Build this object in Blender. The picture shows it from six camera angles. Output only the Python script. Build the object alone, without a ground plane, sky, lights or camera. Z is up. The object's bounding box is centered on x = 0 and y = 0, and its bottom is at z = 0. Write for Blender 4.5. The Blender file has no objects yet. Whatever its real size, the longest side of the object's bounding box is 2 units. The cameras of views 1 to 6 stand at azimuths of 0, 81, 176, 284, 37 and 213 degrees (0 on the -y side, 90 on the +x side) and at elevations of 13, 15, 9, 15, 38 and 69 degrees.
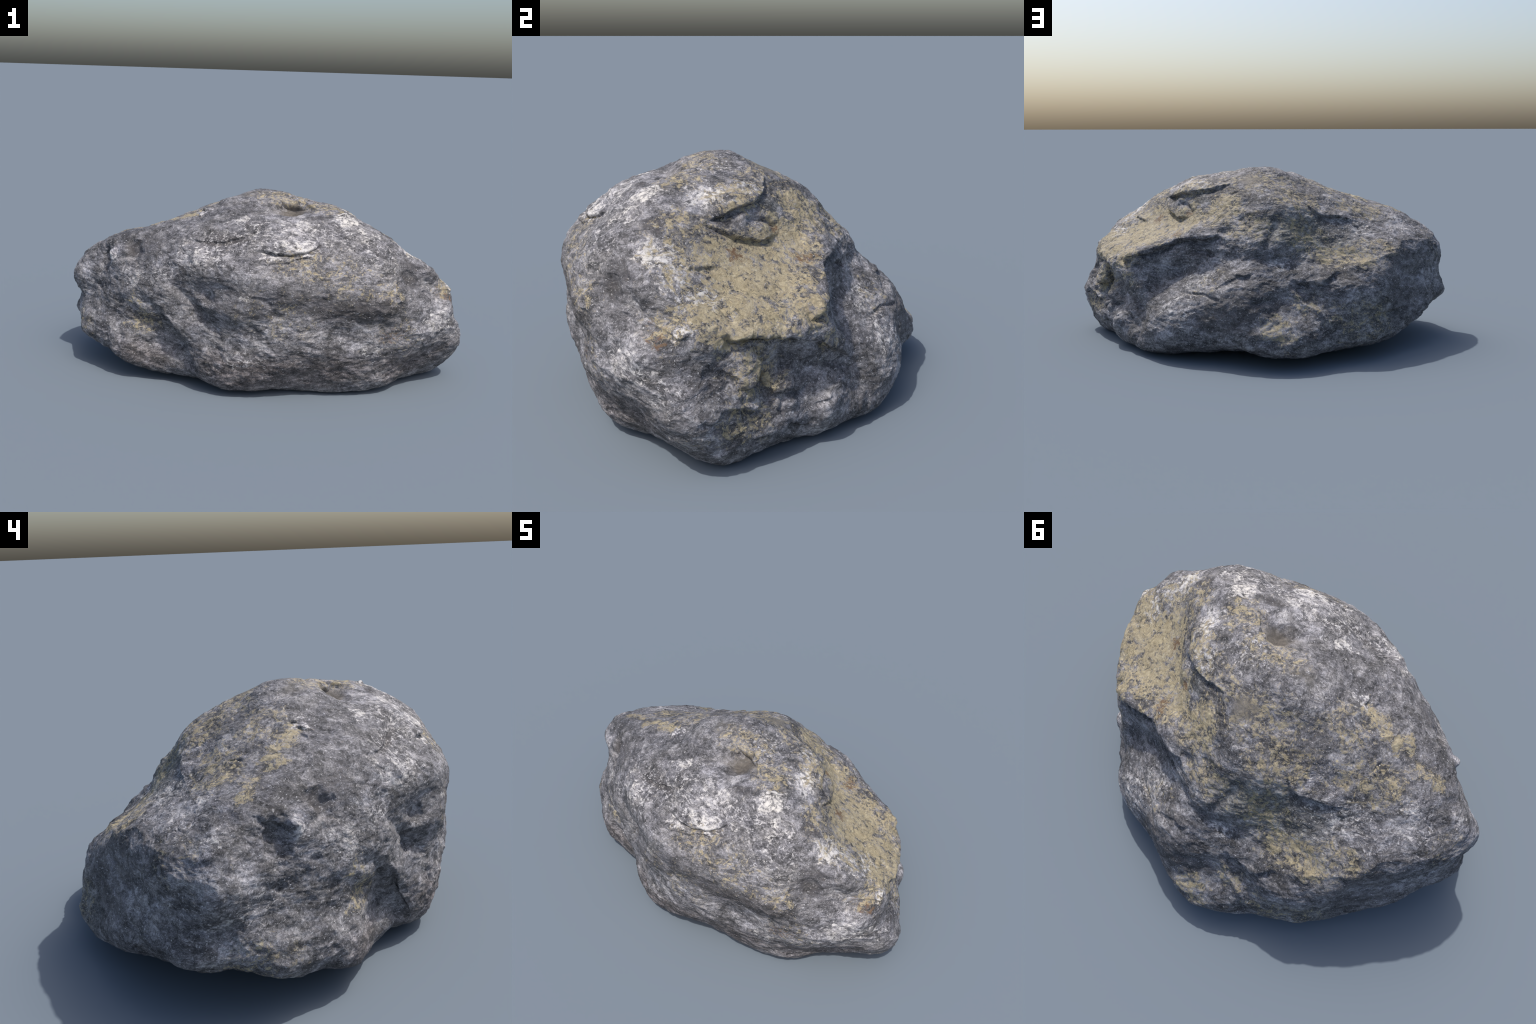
"""A weathered boulder: smooth body through measured landmarks, local ledges, grooves and pits,
weathering relief, and a node material with located lichen, mineral and stain patches."""
import bpy, bmesh, math
import numpy as np

LANDMARKS = {}      # measured points on the surface by region, in metres
LANDMARKS["crown, east"] = [
    (0.483, -0.304, 0.791), (0.427, -0.209, 0.812), (0.250, -0.100, 0.852), (0.396, -0.064, 0.806),
    (0.441, -0.055, 0.738), (0.000, 0.000, 0.872), (0.238, 0.095, 0.762),
]
LANDMARKS["crown, north"] = [
    (0.073, 0.075, 0.841), (0.055, 0.172, 0.796), (-0.057, 0.182, 0.773), (-0.102, 0.245, 0.737),
]
LANDMARKS["crown, south"] = [
    (-0.312, -0.242, 0.800), (-0.343, -0.278, 0.779), (-0.306, -0.261, 0.787), (-0.255, -0.236, 0.816),
    (-0.271, -0.415, 0.777), (-0.135, -0.239, 0.874), (-0.275, -0.513, 0.712), (-0.085, -0.164, 0.890),
    (-0.187, -0.503, 0.726), (-0.187, -0.509, 0.709), (-0.124, -0.399, 0.811), (-0.124, -0.456, 0.781),
    (-0.046, -0.473, 0.800), (0.000, -0.093, 0.913), (0.072, -0.579, 0.752), (0.073, -0.286, 0.838),
    (0.250, -0.559, 0.719), (0.148, -0.331, 0.819), (0.254, -0.422, 0.829), (0.396, -0.573, 0.720),
    (0.214, -0.273, 0.864), (0.129, -0.151, 0.890), (0.408, -0.454, 0.793), (0.108, -0.111, 0.896),
    (0.385, -0.375, 0.834), (0.588, -0.386, 0.752),
]
LANDMARKS["crown, west"] = [
    (-0.489, -0.056, 0.721), (-0.441, -0.103, 0.752), (-0.606, -0.249, 0.711), (-0.428, -0.216, 0.765),
    (-0.324, 0.094, 0.716), (-0.263, 0.066, 0.762), (-0.170, 0.018, 0.809), (-0.344, 0.029, 0.752),
]
LANDMARKS["flank, east"] = [
    (0.816, -0.512, 0.402), (0.883, -0.477, 0.328), (0.906, -0.468, 0.400), (0.935, -0.375, 0.400),
    (1.004, -0.310, 0.255), (0.942, -0.268, 0.358), (0.889, -0.128, 0.266), (0.850, -0.083, 0.350),
    (0.868, -0.076, 0.436), (0.839, 0.000, 0.400), (0.786, 0.027, 0.234), (0.731, 0.169, 0.416),
    (0.706, 0.184, 0.220), (0.701, 0.211, 0.341), (0.525, 0.236, 0.398), (0.600, 0.332, 0.242),
    (0.469, 0.275, 0.361),
]
LANDMARKS["flank, north"] = [
    (0.513, 0.409, 0.275), (0.376, 0.311, 0.425), (0.352, 0.387, 0.382), (0.256, 0.462, 0.400),
    (0.134, 0.500, 0.439), (0.124, 0.638, 0.300), (0.033, 0.675, 0.217), (0.008, 0.650, 0.247),
    (0.000, 0.534, 0.400), (-0.093, 0.524, 0.386), (-0.187, 0.588, 0.255), (-0.250, 0.620, 0.235),
    (-0.349, 0.549, 0.370), (-0.323, 0.461, 0.437), (-0.562, 0.488, 0.245), (-0.540, 0.426, 0.440),
]
LANDMARKS["flank, south"] = [
    (-0.659, -0.482, 0.208), (-0.610, -0.474, 0.423), (-0.599, -0.472, 0.248), (-0.550, -0.438, 0.285),
    (-0.543, -0.516, 0.359), (-0.499, -0.492, 0.233), (-0.396, -0.576, 0.300), (-0.372, -0.547, 0.236),
    (-0.304, -0.598, 0.402), (-0.272, -0.605, 0.376), (-0.234, -0.671, 0.447), (-0.152, -0.709, 0.400),
    (-0.016, -0.719, 0.311), (0.000, -0.727, 0.400), (0.111, -0.730, 0.400), (0.175, -0.733, 0.323),
    (0.380, -0.673, 0.385), (0.398, -0.673, 0.210), (0.408, -0.653, 0.322), (0.516, -0.648, 0.236),
    (0.540, -0.646, 0.284), (0.693, -0.607, 0.276),
]
LANDMARKS["flank, west"] = [
    (-1.000, -0.026, 0.216), (-0.961, -0.042, 0.312), (-0.968, -0.088, 0.252), (-0.999, -0.105, 0.420),
    (-0.874, -0.208, 0.372), (-0.843, -0.339, 0.239), (-0.682, -0.416, 0.355), (-0.646, 0.371, 0.393),
    (-0.834, 0.240, 0.253), (-0.808, 0.204, 0.410), (-0.959, 0.000, 0.400),
]
LANDMARKS["foot, east"] = [
    (0.755, -0.368, 0.028), (0.896, -0.305, 0.064), (0.990, -0.289, 0.129), (0.921, -0.204, 0.024),
    (0.948, -0.176, 0.112), (0.904, -0.110, 0.060), (0.855, 0.000, 0.175), (0.822, 0.055, 0.077),
    (0.789, 0.138, 0.116), (0.766, 0.162, 0.034), (0.753, 0.216, 0.152), (0.728, 0.245, 0.077),
    (0.647, 0.312, 0.133), (0.689, 0.335, 0.061), (0.646, 0.319, 0.025),
]
LANDMARKS["foot, north"] = [
    (0.605, 0.423, 0.060), (0.327, 0.385, 0.022), (0.380, 0.550, 0.092), (0.251, 0.610, 0.197),
    (0.089, 0.557, 0.059), (0.040, 0.427, 0.027), (0.052, 0.727, 0.107), (0.024, 0.724, 0.168),
    (-0.101, 0.731, 0.154), (-0.316, 0.638, 0.144), (-0.405, 0.593, 0.193), (-0.359, 0.474, 0.049),
    (-0.518, 0.562, 0.133), (-0.531, 0.524, 0.184), (-0.623, 0.453, 0.109), (-0.613, 0.441, 0.197),
]
LANDMARKS["foot, south"] = [
    (-0.681, -0.474, 0.102), (-0.657, -0.467, 0.087), (-0.525, -0.449, 0.050), (-0.549, -0.478, 0.180),
    (-0.505, -0.502, 0.067), (-0.388, -0.501, 0.181), (-0.334, -0.568, 0.130), (-0.299, -0.512, 0.033),
    (-0.317, -0.592, 0.079), (-0.308, -0.622, 0.151), (-0.270, -0.562, 0.054), (-0.238, -0.627, 0.060),
    (-0.149, -0.659, 0.043), (-0.145, -0.693, 0.121), (-0.090, -0.711, 0.196), (0.023, -0.718, 0.152),
    (0.097, -0.603, 0.031), (0.183, -0.639, 0.096), (0.289, -0.601, 0.030), (0.467, -0.623, 0.104),
    (0.562, -0.558, 0.030), (0.719, -0.474, 0.126),
]
LANDMARKS["foot, west"] = [
    (-0.719, -0.076, 0.083), (-0.884, -0.130, 0.165), (-0.804, -0.185, 0.123), (-0.905, -0.276, 0.159),
    (-0.731, -0.247, 0.075), (-0.544, -0.219, 0.025), (-0.724, -0.349, 0.101), (-0.751, -0.421, 0.154),
    (-0.667, -0.386, 0.080), (-0.798, 0.274, 0.149), (-0.742, 0.253, 0.122), (-0.464, 0.138, 0.024),
    (-0.763, 0.133, 0.125), (-0.803, 0.026, 0.120), (-0.946, 0.000, 0.191),
]
LANDMARKS["shoulder, east"] = [
    (0.690, -0.392, 0.668), (0.832, -0.442, 0.586), (0.809, -0.420, 0.526), (0.850, -0.407, 0.472),
    (0.906, -0.426, 0.450), (0.704, -0.317, 0.635), (0.926, -0.324, 0.481), (0.851, -0.288, 0.537),
    (0.540, -0.166, 0.688), (0.772, -0.234, 0.551), (0.653, -0.194, 0.604), (0.574, -0.105, 0.616),
    (0.601, -0.058, 0.584), (0.462, -0.017, 0.641), (0.718, 0.003, 0.498), (0.386, 0.068, 0.673),
    (0.650, 0.117, 0.515), (0.688, 0.193, 0.467), (0.457, 0.156, 0.576), (0.475, 0.247, 0.474),
]
LANDMARKS["shoulder, north"] = [
    (0.350, 0.285, 0.588), (0.241, 0.314, 0.591), (0.167, 0.247, 0.692), (0.134, 0.426, 0.484),
    (0.090, 0.443, 0.521), (0.064, 0.500, 0.452), (0.032, 0.421, 0.560), (0.033, 0.439, 0.503),
    (-0.030, 0.451, 0.455), (-0.158, 0.398, 0.503), (-0.157, 0.354, 0.569), (-0.191, 0.278, 0.631),
    (-0.357, 0.369, 0.489), (-0.373, 0.301, 0.551),
]
LANDMARKS["shoulder, south"] = [
    (-0.625, -0.431, 0.507), (-0.470, -0.506, 0.588), (-0.427, -0.489, 0.659), (-0.450, -0.550, 0.497),
    (-0.395, -0.544, 0.592), (-0.373, -0.561, 0.646), (-0.333, -0.588, 0.473), (-0.267, -0.621, 0.512),
    (-0.238, -0.620, 0.475), (-0.222, -0.661, 0.579), (-0.139, -0.612, 0.669), (-0.054, -0.727, 0.501),
    (-0.044, -0.639, 0.678), (0.000, -0.697, 0.635), (0.077, -0.655, 0.659), (0.154, -0.734, 0.564),
    (0.222, -0.702, 0.601), (0.236, -0.657, 0.639), (0.237, -0.619, 0.687), (0.280, -0.710, 0.588),
    (0.404, -0.693, 0.483), (0.397, -0.671, 0.590), (0.588, -0.672, 0.466), (0.595, -0.624, 0.559),
    (0.573, -0.592, 0.641), (0.627, -0.636, 0.461), (0.649, -0.629, 0.464), (0.678, -0.523, 0.577),
    (0.755, -0.535, 0.475),
]
LANDMARKS["shoulder, west"] = [
    (-0.975, -0.043, 0.454), (-0.802, -0.079, 0.625), (-0.885, -0.095, 0.588), (-0.722, -0.123, 0.675),
    (-0.579, -0.106, 0.696), (-0.669, -0.149, 0.688), (-0.804, -0.222, 0.550), (-0.752, -0.302, 0.579),
    (-0.731, -0.354, 0.472), (-0.627, -0.354, 0.626), (-0.589, -0.361, 0.658), (-0.649, 0.319, 0.491),
    (-0.403, 0.178, 0.656), (-0.481, 0.190, 0.596), (-0.698, 0.171, 0.566), (-0.590, 0.093, 0.623),
    (-0.889, 0.084, 0.522), (-0.681, 0.022, 0.638), (-0.832, 0.000, 0.583),
]
LANDMARKS["underside"] = [
    (0.346, -0.407, 0.002), (0.491, -0.146, 0.003), (0.000, 0.000, 0.004), (0.494, 0.147, 0.002),
]

# ---------------------------------------------------------------- body form
CENTRE = np.array([0.0, 0.0, 0.40])          # the boulder is star-shaped about this point
STRETCH = np.array([1.0, 0.65, 0.50])        # rough half-axes of the boulder

def to_sphere(p):
    q = (np.asarray(p, float) - CENTRE) / STRETCH
    n = np.linalg.norm(q, axis=1)
    return q / n[:, None], n

def chord_cubed(a, b):
    return np.maximum(0.0, 2.0 - 2.0 * a @ b.T) ** 1.5

class Form:
    """Smooth closed surface through the measured landmarks."""
    def __init__(self, pts):
        self.u, s = to_sphere(pts)
        n = len(pts)
        a = np.zeros((n + 4, n + 4))
        poly = np.c_[np.ones(n), self.u]
        a[:n, :n] = chord_cubed(self.u, self.u) + 4e-4 * np.eye(n)
        a[:n, n:] = poly
        a[n:, :n] = poly.T
        self.w = np.linalg.solve(a, np.r_[s, 0, 0, 0, 0])
    def __call__(self, u):
        out = np.empty(len(u))
        for i in range(0, len(u), 40000):
            c = u[i:i + 40000]
            out[i:i + 40000] = chord_cubed(c, self.u) @ self.w[:-4] + np.c_[np.ones(len(c)), c] @ self.w[-4:]
        return CENTRE + u * STRETCH * out[:, None]

# ---------------------------------------------------------------- mesh
def build_body(level):
    bm = bmesh.new()
    bmesh.ops.create_icosphere(bm, subdivisions=level, radius=1.0)
    me = bpy.data.meshes.new("boulder")
    bm.to_mesh(me)
    bm.free()
    n = len(me.vertices)
    co = np.empty(n * 3)
    me.vertices.foreach_get("co", co)
    u = co.reshape(-1, 3)
    u /= np.linalg.norm(u, axis=1)[:, None]
    form = Form(np.array([p for group in LANDMARKS.values() for p in group]))
    p = form(u)
    return me, u, p

def put(me, p):
    me.vertices.foreach_set("co", np.ascontiguousarray(p, dtype=np.float32).ravel())
    me.update()

def normals(me):
    n = np.empty(len(me.vertices) * 3, dtype=np.float32)
    me.vertex_normals.foreach_get("vector", n)
    return n.reshape(-1, 3).astype(float)

# ---------------------------------------------------------------- relief tools
class Relief:
    """Collects displacement of the body's vertices: along the normal, plus a sideways push."""
    def __init__(self, p, n):
        self.p, self.n = p, n
        self.out = np.zeros(len(p))
        self.side = np.zeros_like(p)

    def near(self, pts, reach):
        pts = np.asarray(pts, float)
        lo, hi = pts.min(0) - reach, pts.max(0) + reach
        return np.where(((self.p > lo) & (self.p < hi)).all(1))[0]

    def along(self, line, reach, blunt=False):
        """Vertices near a polyline: signed offset (positive right of travel), distance past the ends, 0..1 along."""
        line = np.asarray(line, float)
        idx = self.near(line, reach)
        p, n = self.p[idx], self.n[idx]
        best = np.full(len(idx), 1e9)
        off = np.zeros(len(idx)); past = np.zeros(len(idx)); t01 = np.zeros(len(idx))
        across = np.zeros((len(idx), 3))
        seg = np.linalg.norm(np.diff(line, axis=0), axis=1)
        total, done = seg.sum(), 0.0
        for k in range(len(seg)):
            a, d = line[k], (line[k + 1] - line[k]) / seg[k]
            s = (p - a) @ d
            sc = np.clip(s, 0, seg[k])
            q = p - (a + sc[:, None] * d)
            dist = np.linalg.norm(q, axis=1)
            right = np.cross(d, n)
            right /= np.linalg.norm(right, axis=1)[:, None] + 1e-9
            o = (q * right).sum(1)
            sel = dist < best
            best[sel] = dist[sel]
            off[sel] = np.where(o[sel] >= 0, 1, -1) * dist[sel]
            across[sel] = right[sel]
            e = np.zeros(len(idx))
            if k == 0: e = np.maximum(e, -s)
            if k == len(seg) - 1: e = np.maximum(e, s - seg[k])
            past[sel] = np.maximum(e, 0)[sel]
            t01[sel] = ((done + sc) / total)[sel]
            done += seg[k]
        facing = n @ (n.mean(0) / (np.linalg.norm(n.mean(0)) + 1e-9)) > -0.2 if len(idx) else np.zeros(0, bool)
        taper = np.minimum(1, (1 - t01 if blunt else np.minimum(t01, 1 - t01)) / 0.18)
        taper = (0.25 + 0.75 * taper * taper * (3 - 2 * taper)) * np.exp(-(past / 0.012) ** 2) * facing
        return idx, off, taper, across

R = None

def wobble(idx, size, amount):
    return amount * perlin(R.p[idx] / size + 7.3)

def ledge(line, rise, drop, rise_reach, drop_reach, overhang, blunt=False):
    idx, s, taper, across = R.along(line, 3.2 * max(rise_reach, drop_reach), blunt)
    s = s + wobble(idx, 0.03, 0.006) + wobble(idx, 0.012, 0.003)
    up = rise * np.exp(-np.maximum(s, 0) / rise_reach)
    down = -drop * np.exp(-(np.maximum(-s, 0) / drop_reach) ** 1.5)
    b = 1 / (1 + np.exp(-np.clip(s / 0.0022, -40, 40)))
    R.out[idx] += taper * (b * up + (1 - b) * down)
    R.side[idx] -= across * (taper * overhang * b * np.exp(-np.maximum(s, 0) / 0.02))[:, None]

def groove(line, width, depth):
    idx, s, taper, across = R.along(line, 3 * width + 0.02)
    s = s + wobble(idx, 0.04, 0.25 * width)
    R.out[idx] -= taper * depth * np.exp(-np.abs(s / width) ** 1.6)

def ridge(line, width, height):
    idx, s, taper, across = R.along(line, 4 * width)
    s = s + wobble(idx, 0.05, 0.3 * width)
    R.out[idx] += taper * height * np.exp(-np.abs(s / width) ** 1.2)

def dome(centre, radius):
    idx = R.near([centre], radius * 1.3)
    d = np.linalg.norm(R.p[idx] - np.asarray(centre), axis=1) / radius
    d = d * (1 + wobble(idx, radius * 0.6, 0.30))
    return idx, np.clip(1 - d * d, 0, 1) ** 1.5

def bump(centre, radius, height):
    idx, f = dome(centre, radius)
    R.out[idx] += height * f

def bowl(centre, radius, height):
    idx, f = dome(centre, radius)
    R.out[idx] -= height * f

# ---------------------------------------------------------------- noise
_rng = np.random.default_rng(11)
_perm = np.tile(_rng.permutation(256), 3)
_grad = _rng.normal(size=(256, 3))
_grad /= np.linalg.norm(_grad, axis=1)[:, None]

def perlin(q):
    i = np.floor(q).astype(np.int64)
    f = q - i
    w = f * f * f * (f * (f * 6 - 15) + 10)
    i &= 255
    out = 0.0
    for dx in (0, 1):
        for dy in (0, 1):
            for dz in (0, 1):
                h = _perm[_perm[_perm[i[:, 0] + dx] + ((i[:, 1] + dy) & 255)] + ((i[:, 2] + dz) & 255)]
                g = _grad[h]
                v = g[:, 0] * (f[:, 0] - dx) + g[:, 1] * (f[:, 1] - dy) + g[:, 2] * (f[:, 2] - dz)
                out = out + v * (w[:, 0] if dx else 1 - w[:, 0]) * (w[:, 1] if dy else 1 - w[:, 1]) * (w[:, 2] if dz else 1 - w[:, 2])
    return out * 1.6

def cells(q, seed):
    """Worley noise: distance to the nearest and second nearest scattered point."""
    i = np.floor(q).astype(np.int64)
    d1 = np.full(len(q), 9.0); d2 = np.full(len(q), 9.0); val = np.zeros(len(q))
    rnd = np.random.default_rng(seed).random((256, 4))
    for dx in (-1, 0, 1):
        for dy in (-1, 0, 1):
            for dz in (-1, 0, 1):
                c = i + (dx, dy, dz)
                h = _perm[_perm[_perm[c[:, 0] & 255] + (c[:, 1] & 255)] + (c[:, 2] & 255)]
                d = np.linalg.norm(c + rnd[h, :3] - q, axis=1)
                n = d < d1
                d2 = np.where(n, d1, np.minimum(d2, d))
                val = np.where(n, rnd[h, 3], val)
                d1 = np.where(n, d, d1)
    return d1, d2, val

# ---------------------------------------------------------------- named relief features
def shape_features():
    # crown lip
    ledge([(0.197, 0.045, 0.821), (0.300, 0.022, 0.793), (0.405, -0.033, 0.774), (0.441, -0.083, 0.766), (0.459, -0.115, 0.758), (0.491, -0.166, 0.744), (0.523, -0.209, 0.735)],
          rise=0.016, drop=0.022, rise_reach=0.05, drop_reach=0.035, overhang=0.008)
    # lip shelf
    ledge([(0.414, 0.051, 0.650), (0.457, -0.011, 0.643), (0.485, -0.060, 0.658), (0.509, -0.107, 0.675), (0.519, -0.152, 0.701), (0.529, -0.193, 0.720), (0.535, -0.219, 0.729)],
          rise=0.016, drop=0.016, rise_reach=0.035, drop_reach=0.02, overhang=0.008)
    # lip nose shadow
    groove([(0.456, -0.068, 0.722), (0.438, -0.035, 0.720), (0.413, 0.008, 0.710), (0.397, 0.041, 0.690), (0.385, 0.071, 0.670)],
          width=0.013, depth=0.018)
    # lip nose
    bump((0.451, -0.067, 0.733), radius=0.035, height=0.015)
    # lip nose low
    bump((0.440, -0.009, 0.674), radius=0.05, height=0.01)
    # face crack
    ledge([(0.644, -0.183, 0.604), (0.676, -0.240, 0.615), (0.705, -0.286, 0.621), (0.708, -0.325, 0.638)],
          rise=0.007, drop=0.007, rise_reach=0.03, drop_reach=0.02, overhang=0.004)
    # face crack small
    groove([(0.798, -0.391, 0.609), (0.825, -0.386, 0.587), (0.830, -0.362, 0.574)],
          width=0.006, depth=0.006)
    # face seam
    groove([(0.810, -0.201, 0.525), (0.848, -0.170, 0.496), (0.870, -0.160, 0.476)],
          width=0.008, depth=0.006)
    # face brow
    ledge([(0.766, 0.133, 0.378), (0.801, 0.070, 0.395), (0.832, 0.006, 0.419), (0.872, -0.099, 0.444), (0.895, -0.151, 0.440), (0.901, -0.196, 0.462), (0.896, -0.201, 0.472)],
          rise=0.014, drop=0.045, rise_reach=0.05, drop_reach=0.055, overhang=0.018)
    # face brow south
    ledge([(0.916, -0.272, 0.483), (0.932, -0.296, 0.467), (0.931, -0.333, 0.464), (0.902, -0.368, 0.477), (0.857, -0.407, 0.479), (0.815, -0.441, 0.490)],
          rise=0.006, drop=0.006, rise_reach=0.045, drop_reach=0.02, overhang=0.001)
    # face south mass
    bump((0.831, -0.407, 0.537), radius=0.07, height=0.012)
    # gully west mass
    bump((-0.609, -0.431, 0.296), radius=0.09, height=0.014)
    # face knob hole
    bowl((0.785, 0.076, 0.436), radius=0.018, height=0.012)
    # face knob
    bump((0.718, 0.160, 0.468), radius=0.035, height=0.012)
    # face knob under
    groove([(0.735, 0.100, 0.473), (0.759, 0.123, 0.441), (0.739, 0.159, 0.432), (0.699, 0.189, 0.453)],
          width=0.012, depth=0.018)
    # face south edge
    groove([(0.670, -0.496, 0.658), (0.744, -0.486, 0.597), (0.780, -0.470, 0.539), (0.810, -0.449, 0.488)],
          width=0.022, depth=0.01)
    # side block
    ledge([(0.617, 0.297, 0.243), (0.661, 0.227, 0.295), (0.734, 0.175, 0.338), (0.753, 0.151, 0.359)],
          rise=0.012, drop=0.022, rise_reach=0.03, drop_reach=0.025, overhang=0.008)
    # nose
    bump((0.874, -0.123, 0.318), radius=0.08, height=0.026)
    # nose second
    bump((0.793, 0.009, 0.246), radius=0.085, height=0.022)
    # side block mass
    bump((0.643, 0.239, 0.299), radius=0.06, height=0.022)
    # low brow mass
    bump((0.913, -0.141, 0.239), radius=0.08, height=0.014)
    # foot mass
    bump((0.784, 0.159, 0.121), radius=0.08, height=0.012)
    # nose cliff
    ledge([(0.874, -0.097, 0.383), (0.846, -0.078, 0.346), (0.840, -0.081, 0.306), (0.861, -0.101, 0.283), (0.890, -0.130, 0.272)],
          rise=0.014, drop=0.022, rise_reach=0.04, drop_reach=0.03, overhang=0.006)
    # nose under
    ledge([(0.878, -0.108, 0.256), (0.893, -0.136, 0.277), (0.909, -0.167, 0.320), (0.924, -0.203, 0.350)],
          rise=0.008, drop=0.018, rise_reach=0.03, drop_reach=0.03, overhang=0.005)
    # nose crack
    groove([(0.915, -0.189, 0.387), (0.903, -0.158, 0.388), (0.890, -0.124, 0.401)],
          width=0.006, depth=0.007)
    # second nose
    ledge([(0.746, 0.116, 0.218), (0.772, 0.078, 0.211), (0.807, 0.026, 0.212), (0.835, -0.027, 0.225), (0.838, -0.070, 0.277), (0.817, -0.050, 0.299)],
          rise=0.012, drop=0.022, rise_reach=0.04, drop_reach=0.025, overhang=0.008)
    # second nose hollow
    bowl((0.783, 0.021, 0.328), radius=0.07, height=0.016)
    # nose hollow south
    bowl((0.938, -0.229, 0.339), radius=0.045, height=0.012)
    # low brow
    ledge([(0.877, -0.070, 0.203), (0.899, -0.102, 0.199), (0.930, -0.156, 0.225), (0.959, -0.199, 0.237), (0.977, -0.220, 0.225)],
          rise=0.012, drop=0.02, rise_reach=0.03, drop_reach=0.03, overhang=0.008)
    # low brow crack
    groove([(0.925, -0.160, 0.248), (0.905, -0.128, 0.230), (0.881, -0.083, 0.213)],
          width=0.008, depth=0.009)
    # low hook
    ledge([(0.973, -0.210, 0.216), (0.994, -0.249, 0.216), (1.004, -0.276, 0.222), (1.007, -0.286, 0.208)],
          rise=0.01, drop=0.012, rise_reach=0.025, drop_reach=0.02, overhang=0.005)
    # foot overhang
    ledge([(0.807, 0.100, 0.084), (0.821, 0.069, 0.104), (0.845, 0.030, 0.120), (0.870, -0.012, 0.105), (0.906, -0.077, 0.115), (0.932, -0.132, 0.112), (0.944, -0.164, 0.100)],
          rise=0.01, drop=0.018, rise_reach=0.035, drop_reach=0.03, overhang=0.006)
    # foot lump
    bump((0.816, 0.037, 0.189), radius=0.04, height=0.012)
    # foot lump small
    bump((0.853, -0.019, 0.193), radius=0.025, height=0.008)
    # foot lump north
    bump((0.772, 0.175, 0.140), radius=0.05, height=0.01)
    # foot cleft
    groove([(0.826, 0.011, 0.201), (0.858, -0.010, 0.175), (0.859, 0.003, 0.152)],
          width=0.008, depth=0.012)
    # foot ledge
    ledge([(0.757, 0.195, 0.155), (0.772, 0.156, 0.155), (0.784, 0.125, 0.150)],
          rise=0.005, drop=0.007, rise_reach=0.02, drop_reach=0.015, overhang=0.003)
    # notch deep
    bowl((0.355, 0.304, 0.535), radius=0.07, height=0.014)
    # notch edge
    ledge([(0.216, 0.350, 0.563), (0.249, 0.313, 0.590), (0.330, 0.302, 0.573), (0.402, 0.261, 0.573), (0.467, 0.213, 0.555), (0.531, 0.207, 0.526), (0.614, 0.202, 0.497), (0.714, 0.172, 0.461)],
          rise=0.01, drop=0.026, rise_reach=0.05, drop_reach=0.05, overhang=0.012)
    # notch wedge
    groove([(0.369, 0.299, 0.508), (0.316, 0.324, 0.506), (0.269, 0.350, 0.483)],
          width=0.01, depth=0.014)
    # notch nook
    bowl((0.669, 0.208, 0.419), radius=0.035, height=0.015)
    # z crack a
    ledge([(0.322, 0.391, 0.400), (0.298, 0.420, 0.398), (0.285, 0.476, 0.375), (0.278, 0.516, 0.352)],
          rise=0.002, drop=0.008, rise_reach=0.03, drop_reach=0.02, overhang=0.0)
    # z crack b
    ledge([(0.161, 0.517, 0.418), (0.225, 0.522, 0.383), (0.278, 0.516, 0.352)],
          rise=0.004, drop=0.006, rise_reach=0.03, drop_reach=0.02, overhang=0.0)
    # beak
    ledge([(0.098, 0.525, 0.428), (0.130, 0.529, 0.419), (0.174, 0.505, 0.420)],
          rise=0.012, drop=0.01, rise_reach=0.018, drop_reach=0.015, overhang=0.008)
    # north crack
    groove([(0.435, 0.402, 0.325), (0.392, 0.447, 0.324), (0.326, 0.500, 0.329), (0.285, 0.549, 0.315), (0.236, 0.595, 0.301)],
          width=0.007, depth=0.009)
    # corner seam
    groove([(0.816, 0.037, 0.388), (0.734, 0.166, 0.328), (0.690, 0.186, 0.266), (0.645, 0.269, 0.223), (0.626, 0.330, 0.178), (0.628, 0.380, 0.127)],
          width=0.018, depth=0.014)
    # crest north seam
    groove([(0.145, 0.274, 0.678), (0.117, 0.323, 0.641), (0.081, 0.355, 0.623)],
          width=0.012, depth=0.01)
    # lip tail
    groove([(0.218, 0.095, 0.776), (0.179, 0.125, 0.780), (0.140, 0.139, 0.792)],
          width=0.008, depth=0.007)
    # shoulder dent
    bowl((0.210, 0.311, 0.611), radius=0.045, height=0.012)
    # knob hole
    bowl((0.053, 0.445, 0.501), radius=0.03, height=0.012)
    # hollow crease
    groove([(-0.042, 0.302, 0.687), (-0.025, 0.351, 0.629), (0.004, 0.412, 0.568), (0.037, 0.434, 0.534)],
          width=0.025, depth=0.014)
    # hollow brow
    ledge([(-0.469, 0.145, 0.636), (-0.332, 0.203, 0.664), (-0.257, 0.220, 0.680), (-0.196, 0.183, 0.732)],
          rise=0.006, drop=0.014, rise_reach=0.04, drop_reach=0.05, overhang=0.004)
    # shelf gully
    ledge([(-0.325, 0.484, 0.424), (-0.239, 0.532, 0.377), (-0.166, 0.520, 0.383), (-0.099, 0.519, 0.390)],
          rise=0.008, drop=0.018, rise_reach=0.04, drop_reach=0.03, overhang=0.006)
    # shelf gully low
    groove([(-0.097, 0.531, 0.373), (-0.164, 0.543, 0.337), (-0.236, 0.556, 0.323), (-0.289, 0.568, 0.309)],
          width=0.018, depth=0.01)
    # knee ridge
    ridge([(-0.102, 0.549, 0.340), (-0.136, 0.574, 0.288), (-0.195, 0.594, 0.258), (-0.252, 0.619, 0.228)],
          width=0.02, height=0.014)
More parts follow.
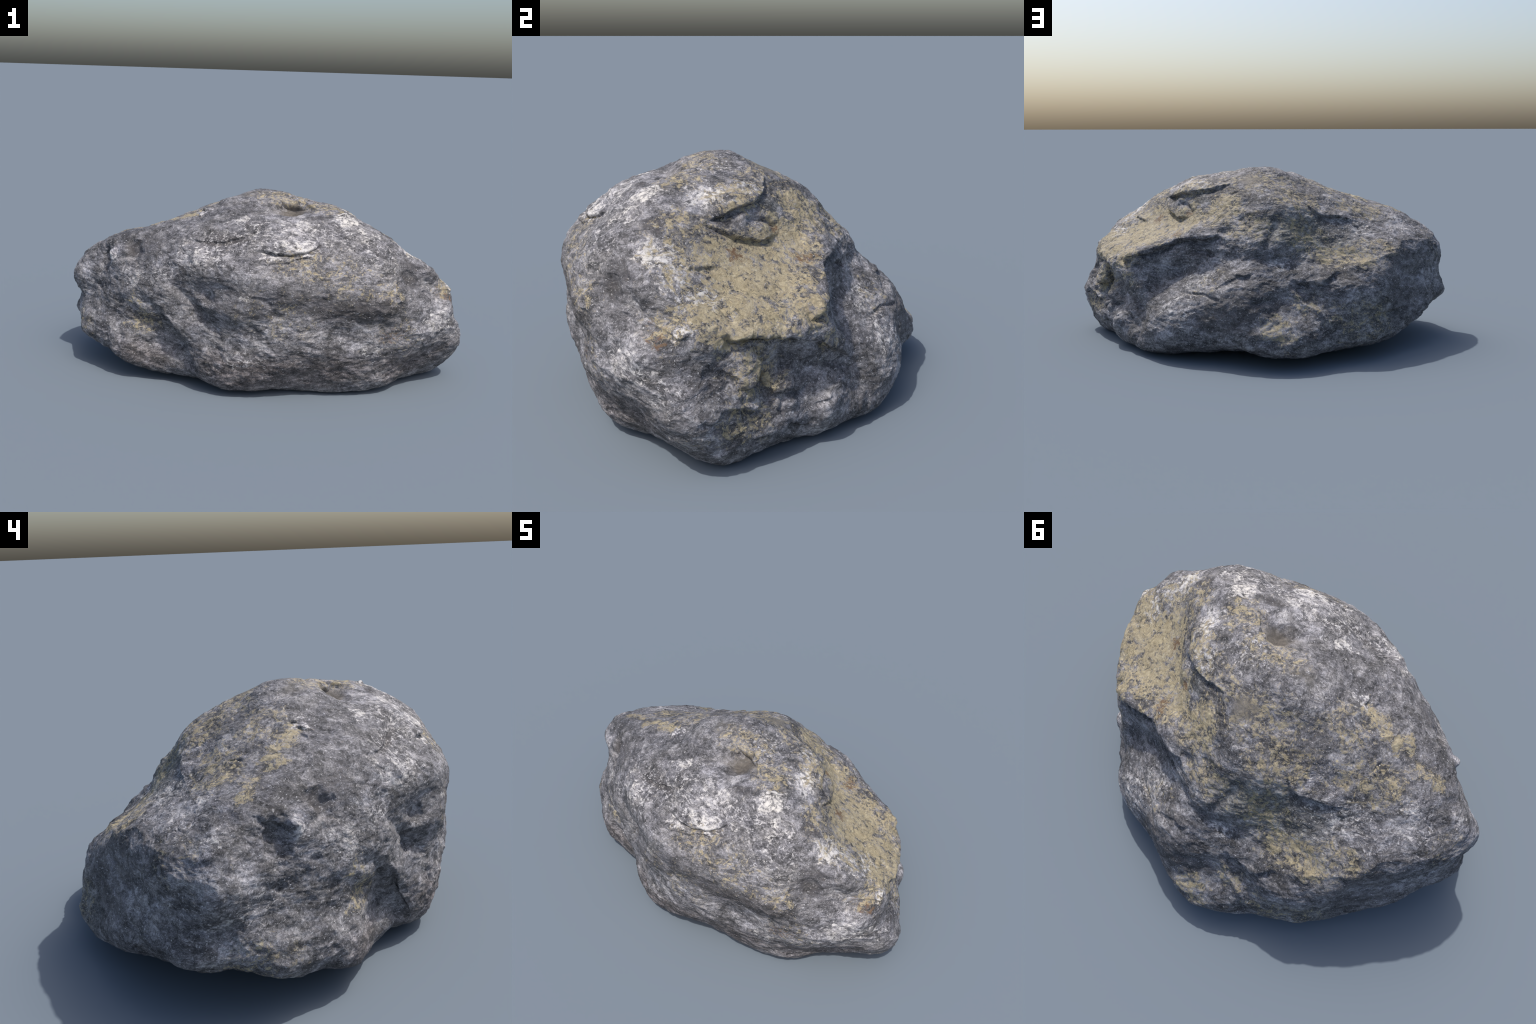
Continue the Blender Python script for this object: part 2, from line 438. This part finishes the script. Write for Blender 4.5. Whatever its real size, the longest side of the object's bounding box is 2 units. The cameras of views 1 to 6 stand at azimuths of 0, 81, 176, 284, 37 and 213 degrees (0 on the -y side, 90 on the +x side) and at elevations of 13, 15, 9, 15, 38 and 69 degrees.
    # knee under
    groove([(-0.227, 0.630, 0.219), (-0.260, 0.651, 0.181), (-0.305, 0.642, 0.115)],
          width=0.02, depth=0.012)
    # foot gap
    ledge([(-0.026, 0.728, 0.163), (0.026, 0.727, 0.158), (0.101, 0.702, 0.165)],
          rise=0.006, drop=0.014, rise_reach=0.03, drop_reach=0.03, overhang=0.005)
    # shelf edge
    ridge([(-0.332, 0.484, 0.423), (-0.488, 0.416, 0.457), (-0.634, 0.331, 0.487), (-0.688, 0.234, 0.534), (-0.845, 0.122, 0.531)],
          width=0.022, height=0.01)
    # north fold
    groove([(0.109, 0.635, 0.300), (0.036, 0.614, 0.313), (-0.032, 0.588, 0.315)],
          width=0.014, depth=0.01)
    # west chin
    ledge([(-0.695, 0.374, 0.228), (-0.593, 0.457, 0.225), (-0.500, 0.539, 0.224)],
          rise=0.004, drop=0.01, rise_reach=0.03, drop_reach=0.04, overhang=0.003)
    # flake
    ledge([(0.249, -0.567, 0.719), (0.226, -0.588, 0.707), (0.178, -0.611, 0.696), (0.122, -0.625, 0.690), (0.052, -0.629, 0.693), (-0.018, -0.617, 0.698)],
          rise=0.016, drop=0.012, rise_reach=0.06, drop_reach=0.018, overhang=0.014, blunt=True)
    # flake lower
    ledge([(0.237, -0.619, 0.682), (0.178, -0.631, 0.676), (0.126, -0.651, 0.661), (0.081, -0.669, 0.650)],
          rise=0.008, drop=0.008, rise_reach=0.022, drop_reach=0.014, overhang=0.007)
    # flake pale
    ledge([(0.081, -0.663, 0.655), (0.022, -0.677, 0.649), (-0.037, -0.668, 0.656)],
          rise=0.007, drop=0.007, rise_reach=0.03, drop_reach=0.02, overhang=0.004)
    # flake crack
    groove([(0.058, -0.585, 0.742), (0.075, -0.577, 0.750), (0.114, -0.573, 0.749)],
          width=0.006, depth=0.007)
    # arc step
    ledge([(-0.011, -0.526, 0.777), (-0.053, -0.525, 0.762), (-0.088, -0.526, 0.745), (-0.163, -0.514, 0.720), (-0.238, -0.515, 0.709), (-0.322, -0.499, 0.712), (-0.384, -0.456, 0.717)],
          rise=0.007, drop=0.008, rise_reach=0.05, drop_reach=0.025, overhang=0.004)
    # scab
    bump((-0.088, -0.455, 0.795), radius=0.022, height=0.006)
    # junction
    groove([(0.237, -0.657, 0.643), (0.226, -0.679, 0.623), (0.219, -0.704, 0.601)],
          width=0.006, depth=0.007)
    # top pit
    bowl((0.136, -0.285, 0.844), radius=0.085, height=0.042)
    # top pit rim
    ledge([(0.255, -0.325, 0.847), (0.216, -0.277, 0.860), (0.142, -0.244, 0.868), (0.085, -0.233, 0.873), (0.064, -0.271, 0.850)],
          rise=0.008, drop=0.02, rise_reach=0.03, drop_reach=0.03, overhang=0.005)
    # top pit back
    groove([(0.056, -0.232, 0.875), (0.072, -0.256, 0.860), (0.110, -0.273, 0.849)],
          width=0.014, depth=0.012)
    # top pebble
    bump((0.389, -0.371, 0.832), radius=0.018, height=0.014)
    # top scraggle
    bowl((0.246, -0.421, 0.826), radius=0.022, height=0.01)
    # top cut
    groove([(0.403, -0.199, 0.825), (0.425, -0.208, 0.814), (0.452, -0.224, 0.798)],
          width=0.006, depth=0.007)
    # crest hollow
    bowl((-0.131, -0.169, 0.881), radius=0.05, height=0.014)
    # crest knob
    ledge([(-0.253, -0.243, 0.817), (-0.284, -0.230, 0.809), (-0.311, -0.197, 0.806)],
          rise=0.01, drop=0.006, rise_reach=0.02, drop_reach=0.012, overhang=0.006)
    # crest knob b
    ledge([(-0.313, -0.287, 0.785), (-0.325, -0.252, 0.789), (-0.315, -0.228, 0.798)],
          rise=0.007, drop=0.005, rise_reach=0.016, drop_reach=0.012, overhang=0.004)
    # crest knob c
    ledge([(-0.353, -0.297, 0.774), (-0.364, -0.273, 0.774), (-0.347, -0.248, 0.783)],
          rise=0.006, drop=0.005, rise_reach=0.016, drop_reach=0.012, overhang=0.003)
    # crest dark
    groove([(-0.288, -0.178, 0.818), (-0.309, -0.148, 0.811), (-0.375, -0.142, 0.784), (-0.405, -0.145, 0.773)],
          width=0.012, depth=0.008)
    # crest cracks
    groove([(-0.464, -0.065, 0.734), (-0.455, -0.089, 0.743), (-0.434, -0.114, 0.757)],
          width=0.006, depth=0.006)
    # crest cracks b
    groove([(-0.486, -0.014, 0.709), (-0.487, -0.048, 0.719), (-0.499, -0.073, 0.719)],
          width=0.006, depth=0.006)
    # tooth
    bump((-0.748, -0.297, 0.588), radius=0.035, height=0.018)
    # tooth hollow
    bowl((-0.789, -0.246, 0.559), radius=0.07, height=0.028)
    # tooth roof
    ledge([(-0.764, -0.269, 0.597), (-0.783, -0.228, 0.611), (-0.797, -0.187, 0.626)],
          rise=0.008, drop=0.012, rise_reach=0.03, drop_reach=0.025, overhang=0.006)
    # tooth pit
    bowl((-0.629, -0.355, 0.627), radius=0.06, height=0.022)
    # tooth pit low
    groove([(-0.718, -0.331, 0.575), (-0.676, -0.352, 0.589), (-0.632, -0.382, 0.586), (-0.598, -0.423, 0.561)],
          width=0.014, depth=0.01)
    # small pit
    bowl((-0.731, -0.354, 0.469), radius=0.028, height=0.009)
    # west dent a
    bowl((-0.819, -0.261, 0.419), radius=0.028, height=0.01)
    # west dent b
    bowl((-0.702, -0.403, 0.387), radius=0.04, height=0.012)
    # west dent c
    bowl((-0.284, -0.604, 0.381), radius=0.05, height=0.022)
    # west dent d
    bowl((-0.249, -0.627, 0.473), radius=0.04, height=0.016)
    # west dent e
    bowl((-0.374, -0.553, 0.646), radius=0.06, height=0.016)
    # west dent f
    bowl((-0.689, -0.464, 0.214), radius=0.03, height=0.012)
    # west hollow low
    bowl((-0.775, -0.406, 0.217), radius=0.05, height=0.012)
    # south gully
    groove([(-0.626, -0.461, 0.432), (-0.537, -0.527, 0.388), (-0.463, -0.533, 0.311), (-0.401, -0.513, 0.225), (-0.341, -0.566, 0.153), (-0.303, -0.605, 0.097)],
          width=0.03, depth=0.02)
    # gully wall
    ledge([(-0.292, -0.621, 0.109), (-0.341, -0.577, 0.218), (-0.395, -0.573, 0.301), (-0.456, -0.554, 0.349)],
          rise=0.014, drop=0.01, rise_reach=0.04, drop_reach=0.03, overhang=0.006)
    # gully b
    groove([(-0.444, -0.544, 0.521), (-0.358, -0.580, 0.464), (-0.303, -0.599, 0.403), (-0.258, -0.620, 0.356)],
          width=0.022, depth=0.014)
    # gully c
    groove([(-0.299, -0.601, 0.502), (-0.260, -0.622, 0.470), (-0.228, -0.666, 0.440)],
          width=0.015, depth=0.008)
    # rib
    ridge([(-0.724, -0.388, 0.335), (-0.658, -0.417, 0.315), (-0.564, -0.444, 0.290), (-0.515, -0.475, 0.275)],
          width=0.018, height=0.008)
    # south pit
    bowl((0.061, -0.733, 0.427), radius=0.03, height=0.012)
    # south pit b
    groove([(0.007, -0.738, 0.497), (0.031, -0.738, 0.477), (0.049, -0.739, 0.471)],
          width=0.012, depth=0.009)
    # south dent
    bowl((-0.040, -0.717, 0.335), radius=0.05, height=0.008)
    # south fold
    groove([(-0.290, -0.607, 0.401), (-0.268, -0.613, 0.363), (-0.222, -0.645, 0.338), (-0.188, -0.666, 0.302)],
          width=0.015, depth=0.009)
    # south fold b
    groove([(-0.238, -0.652, 0.258), (-0.194, -0.675, 0.241), (-0.182, -0.687, 0.198), (-0.156, -0.697, 0.169)],
          width=0.015, depth=0.008)
    # south east pit
    bowl((0.680, -0.530, 0.575), radius=0.05, height=0.018)
    # south east hole
    bowl((0.642, -0.633, 0.461), radius=0.025, height=0.012)
    # south east hole b
    bowl((0.581, -0.606, 0.602), radius=0.02, height=0.007)
    # south east brow
    groove([(0.422, -0.671, 0.396), (0.519, -0.658, 0.384), (0.562, -0.652, 0.384), (0.599, -0.637, 0.336)],
          width=0.03, depth=0.006)
    # end lip
    ledge([(0.906, -0.399, 0.453), (0.861, -0.423, 0.467), (0.808, -0.460, 0.481), (0.747, -0.508, 0.515)],
          rise=0.004, drop=0.008, rise_reach=0.03, drop_reach=0.02, overhang=0.001)
    # end ridge
    ridge([(0.665, -0.619, 0.349), (0.744, -0.581, 0.317), (0.825, -0.523, 0.315), (0.905, -0.458, 0.320)],
          width=0.02, height=0.006)

# ---------------------------------------------------------------- build the body
LEVEL = 9
me, u, p = build_body(LEVEL)
p[:, 2] = np.maximum(p[:, 2], 0.0)
put(me, p)
R = Relief(p, normals(me))
shape_features()
p = p + R.n * R.out[:, None] + R.side
put(me, p)
n = normals(me)

# weathering relief: foliated (flattened in z), rougher off the smooth ochre face
def blob(c, r):
    return np.clip(1 - np.linalg.norm((p - np.asarray(c[:3])) / np.asarray(r), axis=1), 0, 1)
smooth = np.minimum(1, 2.5 * np.maximum(blob((0.62, -0.12, 0.60), (0.34, 0.36, 0.22)), blob((0.08, 0.07, 0.86), (0.10, 0.10, 0.08))))
rough = 1 - 0.62 * smooth
q = p * (1.0, 1.0, 1.7)
warp = np.stack([perlin(q / 0.11 + k) for k in (3.1, 17.7, 41.3)], 1)
q = q + 0.025 * warp
h = 0.0065 * perlin(q / 0.095)
h += 0.0030 * (0.35 - np.abs(perlin(q / 0.052 + 9.1)))
h += 0.0030 * perlin(q / 0.030 + 4.4)
h += 0.0014 * (0.35 - np.abs(perlin(q / 0.019 + 2.2)))
h += 0.0010 * perlin(q / 0.010 + 1.1)
d1, d2, v = cells(q / 0.045, 5)
h += 0.0035 * (v - 0.5) * np.clip((d2 - d1) * 4, 0, 1)
crack = np.clip(1 - (d2 - d1) / 0.05, 0, 1) * np.clip(perlin(q / 0.16 + 5.5) * 2.2 - 0.35, 0, 1)
h -= 0.0035 * crack
h -= h.mean() + 0.001
p = p + n * (h * rough)[:, None]
low = np.clip((0.16 - p[:, 2]) / 0.06, 0, 1) * np.clip((0.25 - n[:, 2]) / 0.3, 0, 1)
p[:, 2] = np.maximum(p[:, 2] - 0.006 * low, 0.0)     # sharper, lower ground rim
put(me, p)
me.polygons.foreach_set("use_smooth", np.ones(len(me.polygons), dtype=bool))
ob = bpy.data.objects.new("boulder", me)
bpy.context.collection.objects.link(ob)
ob["label"] = "large rugged grey boulder with ochre and white patches"
ob["category"] = "rock"

# ---------------------------------------------------------------- stone material
mat = bpy.data.materials.new("weathered_stone")
mat.use_nodes = True
nt = mat.node_tree
nodes, links = nt.nodes, nt.links
bsdf = nodes["Principled BSDF"]

def node(kind, **props):
    nd = nodes.new(kind)
    for k, v in props.items():
        setattr(nd, k, v)
    return nd

def feed(sock, val):
    if isinstance(val, bpy.types.NodeSocket):
        links.new(val, sock)
    elif val is not None:
        sock.default_value = val

def math_node(op, a, b=None, clamp=False):
    nd = node("ShaderNodeMath", operation=op, use_clamp=clamp)
    feed(nd.inputs[0], a)
    feed(nd.inputs[1], b)
    return nd.outputs[0]

def vec(op, a, b=None, scale=None):
    nd = node("ShaderNodeVectorMath", operation=op)
    feed(nd.inputs[0], a)
    feed(nd.inputs[1], b)
    if scale is not None:
        feed(nd.inputs["Scale"], scale)
    return nd.outputs["Value"] if op in ("LENGTH", "DISTANCE", "DOT_PRODUCT") else nd.outputs["Vector"]

def ramp(val, lo, hi, a=0.0, b=1.0):
    nd = node("ShaderNodeMapRange", interpolation_type="SMOOTHSTEP")
    feed(nd.inputs["Value"], val)
    for key, x in zip(("From Min", "From Max", "To Min", "To Max"), (lo, hi, a, b)):
        nd.inputs[key].default_value = x
    return nd.outputs["Result"]

def noise(coords, scale, detail=4.0, rough=0.55, distort=0.0, colour=False):
    nd = node("ShaderNodeTexNoise")
    feed(nd.inputs["Vector"], coords)
    nd.inputs["Scale"].default_value = scale
    nd.inputs["Detail"].default_value = detail
    nd.inputs["Roughness"].default_value = rough
    nd.inputs["Distortion"].default_value = distort
    return nd.outputs["Color" if colour else "Fac"]

def mix(fac, a, b, mode="MIX"):
    nd = node("ShaderNodeMix", data_type="RGBA", blend_type=mode)
    feed(nd.inputs[0], fac)
    feed(nd.inputs[6], a if isinstance(a, bpy.types.NodeSocket) else (*a, 1))
    feed(nd.inputs[7], b if isinstance(b, bpy.types.NodeSocket) else (*b, 1))
    return nd.outputs[2]

obj = node("ShaderNodeTexCoord").outputs["Object"]
jitter = vec("SUBTRACT", noise(obj, 9.0, 5.0, 0.62, colour=True), (0.5, 0.5, 0.5))
spot = vec("ADD", obj, vec("SCALE", jitter, scale=0.16))          # ragged coordinates for patch borders
flat = vec("MULTIPLY", vec("ADD", obj, vec("SCALE", jitter, scale=0.06)), (1.0, 1.0, 1.8))   # foliated grain

def patches(where):
    """Largest of several soft ellipsoidal patches: (centre, radii, strength)."""
    total = None
    for centre, radii, strength in where:
        d = vec("LENGTH", vec("MULTIPLY", vec("SUBTRACT", spot, centre), tuple(1.0 / r for r in radii)))
        m = ramp(d, 1.30, 0.40, 0.0, strength)
        total = m if total is None else math_node("MAXIMUM", total, m)
    return total

OCHRE = [
    ((0.72, -0.32, 0.59), (0.14, 0.12, 0.10), 0.72), ((0.0, 0.05, 0.82), (0.24, 0.18, 0.10), 0.62), ((-0.15, 0.15, 0.74), (0.22, 0.16, 0.12), 0.62),
    ((-0.50, -0.19, 0.75), (0.12, 0.05, 0.05), 0.78), ((-0.63, -0.15, 0.705), (0.12, 0.05, 0.05), 0.78), ((-0.36, -0.22, 0.79), (0.10, 0.05, 0.05), 0.8),
    ((0.30, -0.30, 0.86), (0.14, 0.12, 0.06), 0.62), ((0.10, -0.20, 0.89), (0.20, 0.12, 0.07), 0.66),
    ((0.62, -0.06, 0.59), (0.28, 0.32, 0.18), 1.0), ((0.82, -0.14, 0.49), (0.18, 0.30, 0.13), 1.0), ((0.72, 0.10, 0.46), (0.12, 0.14, 0.08), 0.9),
    ((0.45, 0.10, 0.64), (0.18, 0.17, 0.14), 1.0), ((0.24, 0.18, 0.70), (0.17, 0.16, 0.13), 0.85),
    ((0.10, 0.32, 0.62), (0.15, 0.14, 0.13), 0.65), ((0.42, -0.08, 0.80), (0.20, 0.20, 0.08), 0.72),
    ((0.22, 0.02, 0.85), (0.20, 0.14, 0.08), 0.55), ((0.10, -0.20, 0.89), (0.16, 0.12, 0.07), 0.55),
    ((0.66, -0.36, 0.67), (0.14, 0.12, 0.10), 0.62), ((0.56, -0.30, 0.73), (0.12, 0.12, 0.08), 0.62), ((0.88, -0.36, 0.48), (0.12, 0.10, 0.08), 0.70),
    ((-0.43, -0.20, 0.77), (0.10, 0.06, 0.06), 0.80), ((-0.56, -0.17, 0.73), (0.11, 0.05, 0.06), 0.78),
    ((-0.70, -0.13, 0.68), (0.11, 0.06, 0.06), 0.90), ((-0.30, -0.10, 0.80), (0.22, 0.14, 0.08), 0.62),
    ((-0.50, 0.02, 0.69), (0.26, 0.16, 0.10), 0.60), ((-0.38, 0.40, 0.49), (0.24, 0.13, 0.10), 0.78),
    ((-0.55, 0.32, 0.53), (0.16, 0.10, 0.08), 0.62), ((-0.15, 0.33, 0.58), (0.20, 0.14, 0.16), 0.60),
    ((-0.02, 0.70, 0.19), (0.13, 0.10, 0.09), 0.72), ((-0.15, 0.58, 0.29), (0.11, 0.08, 0.08), 0.66),
    ((-0.45, 0.56, 0.20), (0.26, 0.14, 0.14), 0.52), ((0.30, 0.46, 0.36), (0.16, 0.10, 0.12), 0.42),
    ((0.86, -0.08, 0.31), (0.12, 0.16, 0.11), 0.80), ((0.86, -0.18, 0.17), (0.16, 0.20, 0.12), 0.70),
    ((0.70, 0.20, 0.34), (0.08, 0.08, 0.07), 0.60), ((0.24, -0.66, 0.64), (0.26, 0.12, 0.10), 0.50),
    ((0.42, -0.66, 0.58), (0.22, 0.12, 0.10), 0.47), ((0.62, -0.62, 0.50), (0.12, 0.08, 0.10), 0.55),
    ((-0.55, -0.46, 0.30), (0.14, 0.08, 0.09), 0.62), ((-0.62, -0.47, 0.40), (0.10, 0.07, 0.07), 0.50),
    ((-0.90, -0.20, 0.20), (0.12, 0.16, 0.10), 0.50), ((-0.85, 0.00, 0.50), (0.14, 0.18, 0.10), 0.45),
    ((0.10, -0.74, 0.42), (0.26, 0.08, 0.14), 0.36), ((0.66, -0.62, 0.30), (0.20, 0.10, 0.12), 0.40),
]
WHITE = [
    ((0.74, -0.34, 0.58), (0.14, 0.10, 0.10), 0.72), ((0.30, -0.52, 0.76), (0.16, 0.12, 0.08), 0.6), ((0.50, -0.55, 0.66), (0.16, 0.10, 0.10), 0.5),
    ((-0.10, -0.10, 0.86), (0.20, 0.14, 0.07), 0.35), ((0.20, -0.14, 0.87), (0.14, 0.12, 0.05), 0.5), ((-0.72, 0.05, 0.60), (0.18, 0.14, 0.08), 0.5),
    ((0.69, -0.39, 0.67), (0.09, 0.08, 0.06), 1.0), ((0.78, -0.26, 0.55), (0.12, 0.09, 0.06), 0.75),
    ((0.92, -0.32, 0.48), (0.06, 0.06, 0.05), 0.85), ((0.43, -0.20, 0.81), (0.13, 0.10, 0.06), 0.95),
    ((0.40, -0.42, 0.82), (0.10, 0.10, 0.06), 0.95), ((0.48, -0.48, 0.74), (0.10, 0.09, 0.07), 0.70),
    ((0.14, -0.60, 0.71), (0.13, 0.08, 0.06), 0.90), ((0.02, -0.65, 0.68), (0.08, 0.05, 0.04), 0.90),
    ((-0.12, -0.40, 0.81), (0.06, 0.04, 0.04), 1.0), ((0.05, -0.52, 0.76), (0.30, 0.18, 0.12), 0.62),
    ((-0.25, -0.55, 0.66), (0.22, 0.14, 0.10), 0.62), ((-0.48, -0.50, 0.58), (0.14, 0.08, 0.08), 0.55),
    ((-0.885, -0.095, 0.588), (0.05, 0.05, 0.04), 0.90), ((-0.03, 0.45, 0.455), (0.06, 0.05, 0.04), 0.85),
    ((0.0, 0.18, 0.73), (0.04, 0.10, 0.06), 0.60), ((-0.50, 0.20, 0.62), (0.28, 0.16, 0.10), 0.55),
    ((0.35, 0.40, 0.38), (0.14, 0.08, 0.10), 0.60), ((0.45, 0.46, 0.26), (0.18, 0.10, 0.10), 0.62),
    ((0.85, -0.48, 0.36), (0.14, 0.12, 0.10), 0.72), ((0.92, -0.34, 0.28), (0.08, 0.10, 0.09), 0.60),
    ((-0.054, -0.727, 0.50), (0.05, 0.04, 0.04), 0.80), ((-0.62, -0.43, 0.50), (0.12, 0.08, 0.08), 0.55),
    ((-0.75, -0.30, 0.58), (0.04, 0.04, 0.04), 0.85), ((0.52, -0.65, 0.25), (0.06, 0.04, 0.05), 0.75),
    ((-0.09, -0.71, 0.20), (0.18, 0.08, 0.06), 0.55), ((-0.85, -0.10, 0.38), (0.14, 0.22, 0.14), 0.45),
    ((0.34, -0.05, 0.81), (0.10, 0.10, 0.05), 0.70), ((-0.30, -0.24, 0.81), (0.07, 0.05, 0.04), 0.75),
]
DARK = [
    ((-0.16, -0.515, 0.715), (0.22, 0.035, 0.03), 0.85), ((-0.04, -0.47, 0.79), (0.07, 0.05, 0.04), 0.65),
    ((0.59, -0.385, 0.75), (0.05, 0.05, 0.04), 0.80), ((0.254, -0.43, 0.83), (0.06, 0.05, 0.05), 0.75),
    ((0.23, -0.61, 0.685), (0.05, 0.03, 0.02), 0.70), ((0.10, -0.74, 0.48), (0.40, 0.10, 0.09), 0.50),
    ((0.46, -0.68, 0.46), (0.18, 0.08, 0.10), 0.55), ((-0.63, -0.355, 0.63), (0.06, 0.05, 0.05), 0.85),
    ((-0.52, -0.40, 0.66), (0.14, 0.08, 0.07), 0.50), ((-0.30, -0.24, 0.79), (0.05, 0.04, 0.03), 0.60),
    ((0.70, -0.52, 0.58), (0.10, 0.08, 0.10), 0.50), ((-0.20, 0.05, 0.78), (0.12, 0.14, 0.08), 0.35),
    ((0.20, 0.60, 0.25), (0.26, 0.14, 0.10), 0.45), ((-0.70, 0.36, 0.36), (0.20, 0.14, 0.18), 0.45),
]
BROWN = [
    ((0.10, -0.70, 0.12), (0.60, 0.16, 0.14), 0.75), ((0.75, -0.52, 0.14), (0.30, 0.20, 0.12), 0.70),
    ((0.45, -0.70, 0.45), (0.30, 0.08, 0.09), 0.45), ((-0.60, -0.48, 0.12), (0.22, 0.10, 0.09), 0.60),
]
OLIVE = [((-0.15, 0.30, 0.60), (0.20, 0.16, 0.14), 0.75), ((-0.30, 0.28, 0.58), (0.18, 0.10, 0.10), 0.45),
         ((-0.50, 0.55, 0.18), (0.30, 0.16, 0.14), 0.40), ((0.35, 0.03, 0.76), (0.07, 0.05, 0.05), 0.6)]
RUST = [((0.574, -0.105, 0.616), (0.05, 0.05, 0.04), 0.9), ((0.457, 0.156, 0.576), (0.05, 0.06, 0.04), 0.8),
        ((0.40, 0.06, 0.67), (0.05, 0.05, 0.03), 0.7), ((0.90, -0.42, 0.46), (0.10, 0.04, 0.03), 0.6),
        ((0.62, -0.64, 0.33), (0.10, 0.06, 0.07), 0.45)]
PLAIN = [((0.075, 0.07, 0.845), (0.07, 0.06, 0.05), 0.95), ((0.14, -0.29, 0.82), (0.085, 0.06, 0.06), 0.9),
         ((-0.08, -0.16, 0.89), (0.08, 0.05, 0.04), 0.55)]

# groundmass: blue-grey to violet-grey, mottled at several sizes
def spread(x, half=0.17):
    """Stretch a noise value, which clusters round one half, to the full 0..1 range."""
    return ramp(x, 0.5 - half, 0.5 + half)

broad = noise(flat, 4.5, 4.0, 0.6)
mid = noise(flat, 15.0, 7.0, 0.68, 0.4)
fine = noise(flat, 55.0, 6.0, 0.76, 0.15)
grit = noise(flat, 170.0, 3.0, 0.70)
tone = math_node("ADD", math_node("MULTIPLY", spread(mid), 0.35), math_node("ADD", math_node("MULTIPLY", spread(fine), 0.28), math_node("ADD", math_node("MULTIPLY", spread(broad), 0.17), math_node("MULTIPLY", spread(grit), 0.20))))
ground = node("ShaderNodeValToRGB")
feed(ground.inputs[0], tone)
cr = ground.color_ramp
cr.elements[0].position, cr.elements[0].color = 0.16, (0.024, 0.023, 0.025, 1)
cr.elements[1].position, cr.elements[1].color = 0.90, (0.56, 0.55, 0.59, 1)
for pos, c in ((0.34, (0.064, 0.063, 0.069)), (0.50, (0.130, 0.127, 0.139)), (0.66, (0.245, 0.240, 0.260))):
    e = cr.elements.new(pos)
    e.color = (*c, 1)
col = ground.outputs["Color"]

speck = noise(flat, 105.0, 3.0, 0.78, 0.0)
speck_b = noise(vec("ADD", flat, (3.7, 1.2, 8.8)), 34.0, 8.0, 0.78, 0.25)
speck_c = noise(vec("ADD", spot, (9.1, 5.2, 2.8)), 30.0, 8.0, 0.76, 0.5)

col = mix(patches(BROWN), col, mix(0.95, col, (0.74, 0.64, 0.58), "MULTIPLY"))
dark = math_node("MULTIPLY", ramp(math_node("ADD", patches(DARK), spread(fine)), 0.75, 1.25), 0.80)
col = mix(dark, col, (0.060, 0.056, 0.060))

# white mineral bloom and scattered flecks
white = patches(WHITE)
bloom = ramp(math_node("ADD", math_node("MULTIPLY", white, 0.40), math_node("ADD", math_node("MULTIPLY", spread(speck_b), 0.62), math_node("MULTIPLY", spread(speck), 0.30))), 0.66, 1.08)
col = mix(math_node("MULTIPLY", bloom, 0.80), col, (0.60, 0.58, 0.60))
flecks = ramp(speck, 0.61, 0.69)
col = mix(math_node("MULTIPLY", flecks, 0.80), col, (0.66, 0.66, 0.70))

# ochre crust, broken up by the groundmass
ochre = patches(OCHRE)
grain = math_node("ADD", math_node("MULTIPLY", spread(speck_c), 0.62), math_node("MULTIPLY", spread(fine), 0.38))
cover = ramp(math_node("ADD", math_node("MULTIPLY", ochre, 0.64), grain), 0.84, 1.12)
ochre_col = mix(spread(noise(spot, 70.0, 5.0, 0.75), 0.2), (0.245, 0.200, 0.122), (0.490, 0.422, 0.280))
ochre_col = mix(ramp(speck_b, 0.52, 0.70, 0.0, 0.55), ochre_col, (0.55, 0.52, 0.40))
col = mix(math_node("MULTIPLY", cover, 0.88), col, ochre_col)
pale = ramp(math_node("ADD", math_node("MULTIPLY", white, 0.72), spread(speck_b)), 1.02, 1.55)
col = mix(math_node("MULTIPLY", pale, 0.82), col, (0.64, 0.62, 0.61))
tint = math_node("MULTIPLY", spread(noise(spot, 11.0, 6.0, 0.65)), 0.30)
col = mix(tint, col, mix(1.0, col, (1.05, 1.0, 0.80), "MULTIPLY"))

rust = ramp(math_node("ADD", patches(RUST), spread(fine)), 1.0, 1.5, 0.0, 0.85)
col = mix(rust, col, (0.115, 0.058, 0.028))
col = mix(math_node("MULTIPLY", patches(OLIVE), 0.8), col, mix(0.9, col, (0.66, 0.68, 0.54), "MULTIPLY"))
plain_col = mix(spread(mid), (0.125, 0.114, 0.100), (0.205, 0.188, 0.165))
col = mix(math_node("MULTIPLY", patches(PLAIN), 0.85), col, plain_col)
col = mix(math_node("MULTIPLY", patches([((0.14, -0.285, 0.81), (0.075, 0.05, 0.06), 1.0), ((0.12, -0.25, 0.84), (0.03, 0.03, 0.04), 0.8)]), 0.8), col, mix(spread(fine), (0.070, 0.062, 0.055), (0.150, 0.132, 0.112)))   # dark brown patch in the top pit
feed(bsdf.inputs["Base Color"], col)

feed(bsdf.inputs["Roughness"], ramp(speck, 0.45, 0.75, 0.72, 0.48))
bsdf.inputs["Specular IOR Level"].default_value = 0.42

height = math_node("ADD", math_node("MULTIPLY", fine, 0.9), math_node("ADD", math_node("MULTIPLY", grit, 0.45), math_node("MULTIPLY", speck_b, 0.8)))
bumps = node("ShaderNodeBump")
bumps.inputs["Strength"].default_value = 0.75
bumps.inputs["Distance"].default_value = 0.0045
feed(bumps.inputs["Height"], height)
feed(bsdf.inputs["Normal"], bumps.outputs["Normal"])
me.materials.append(mat)
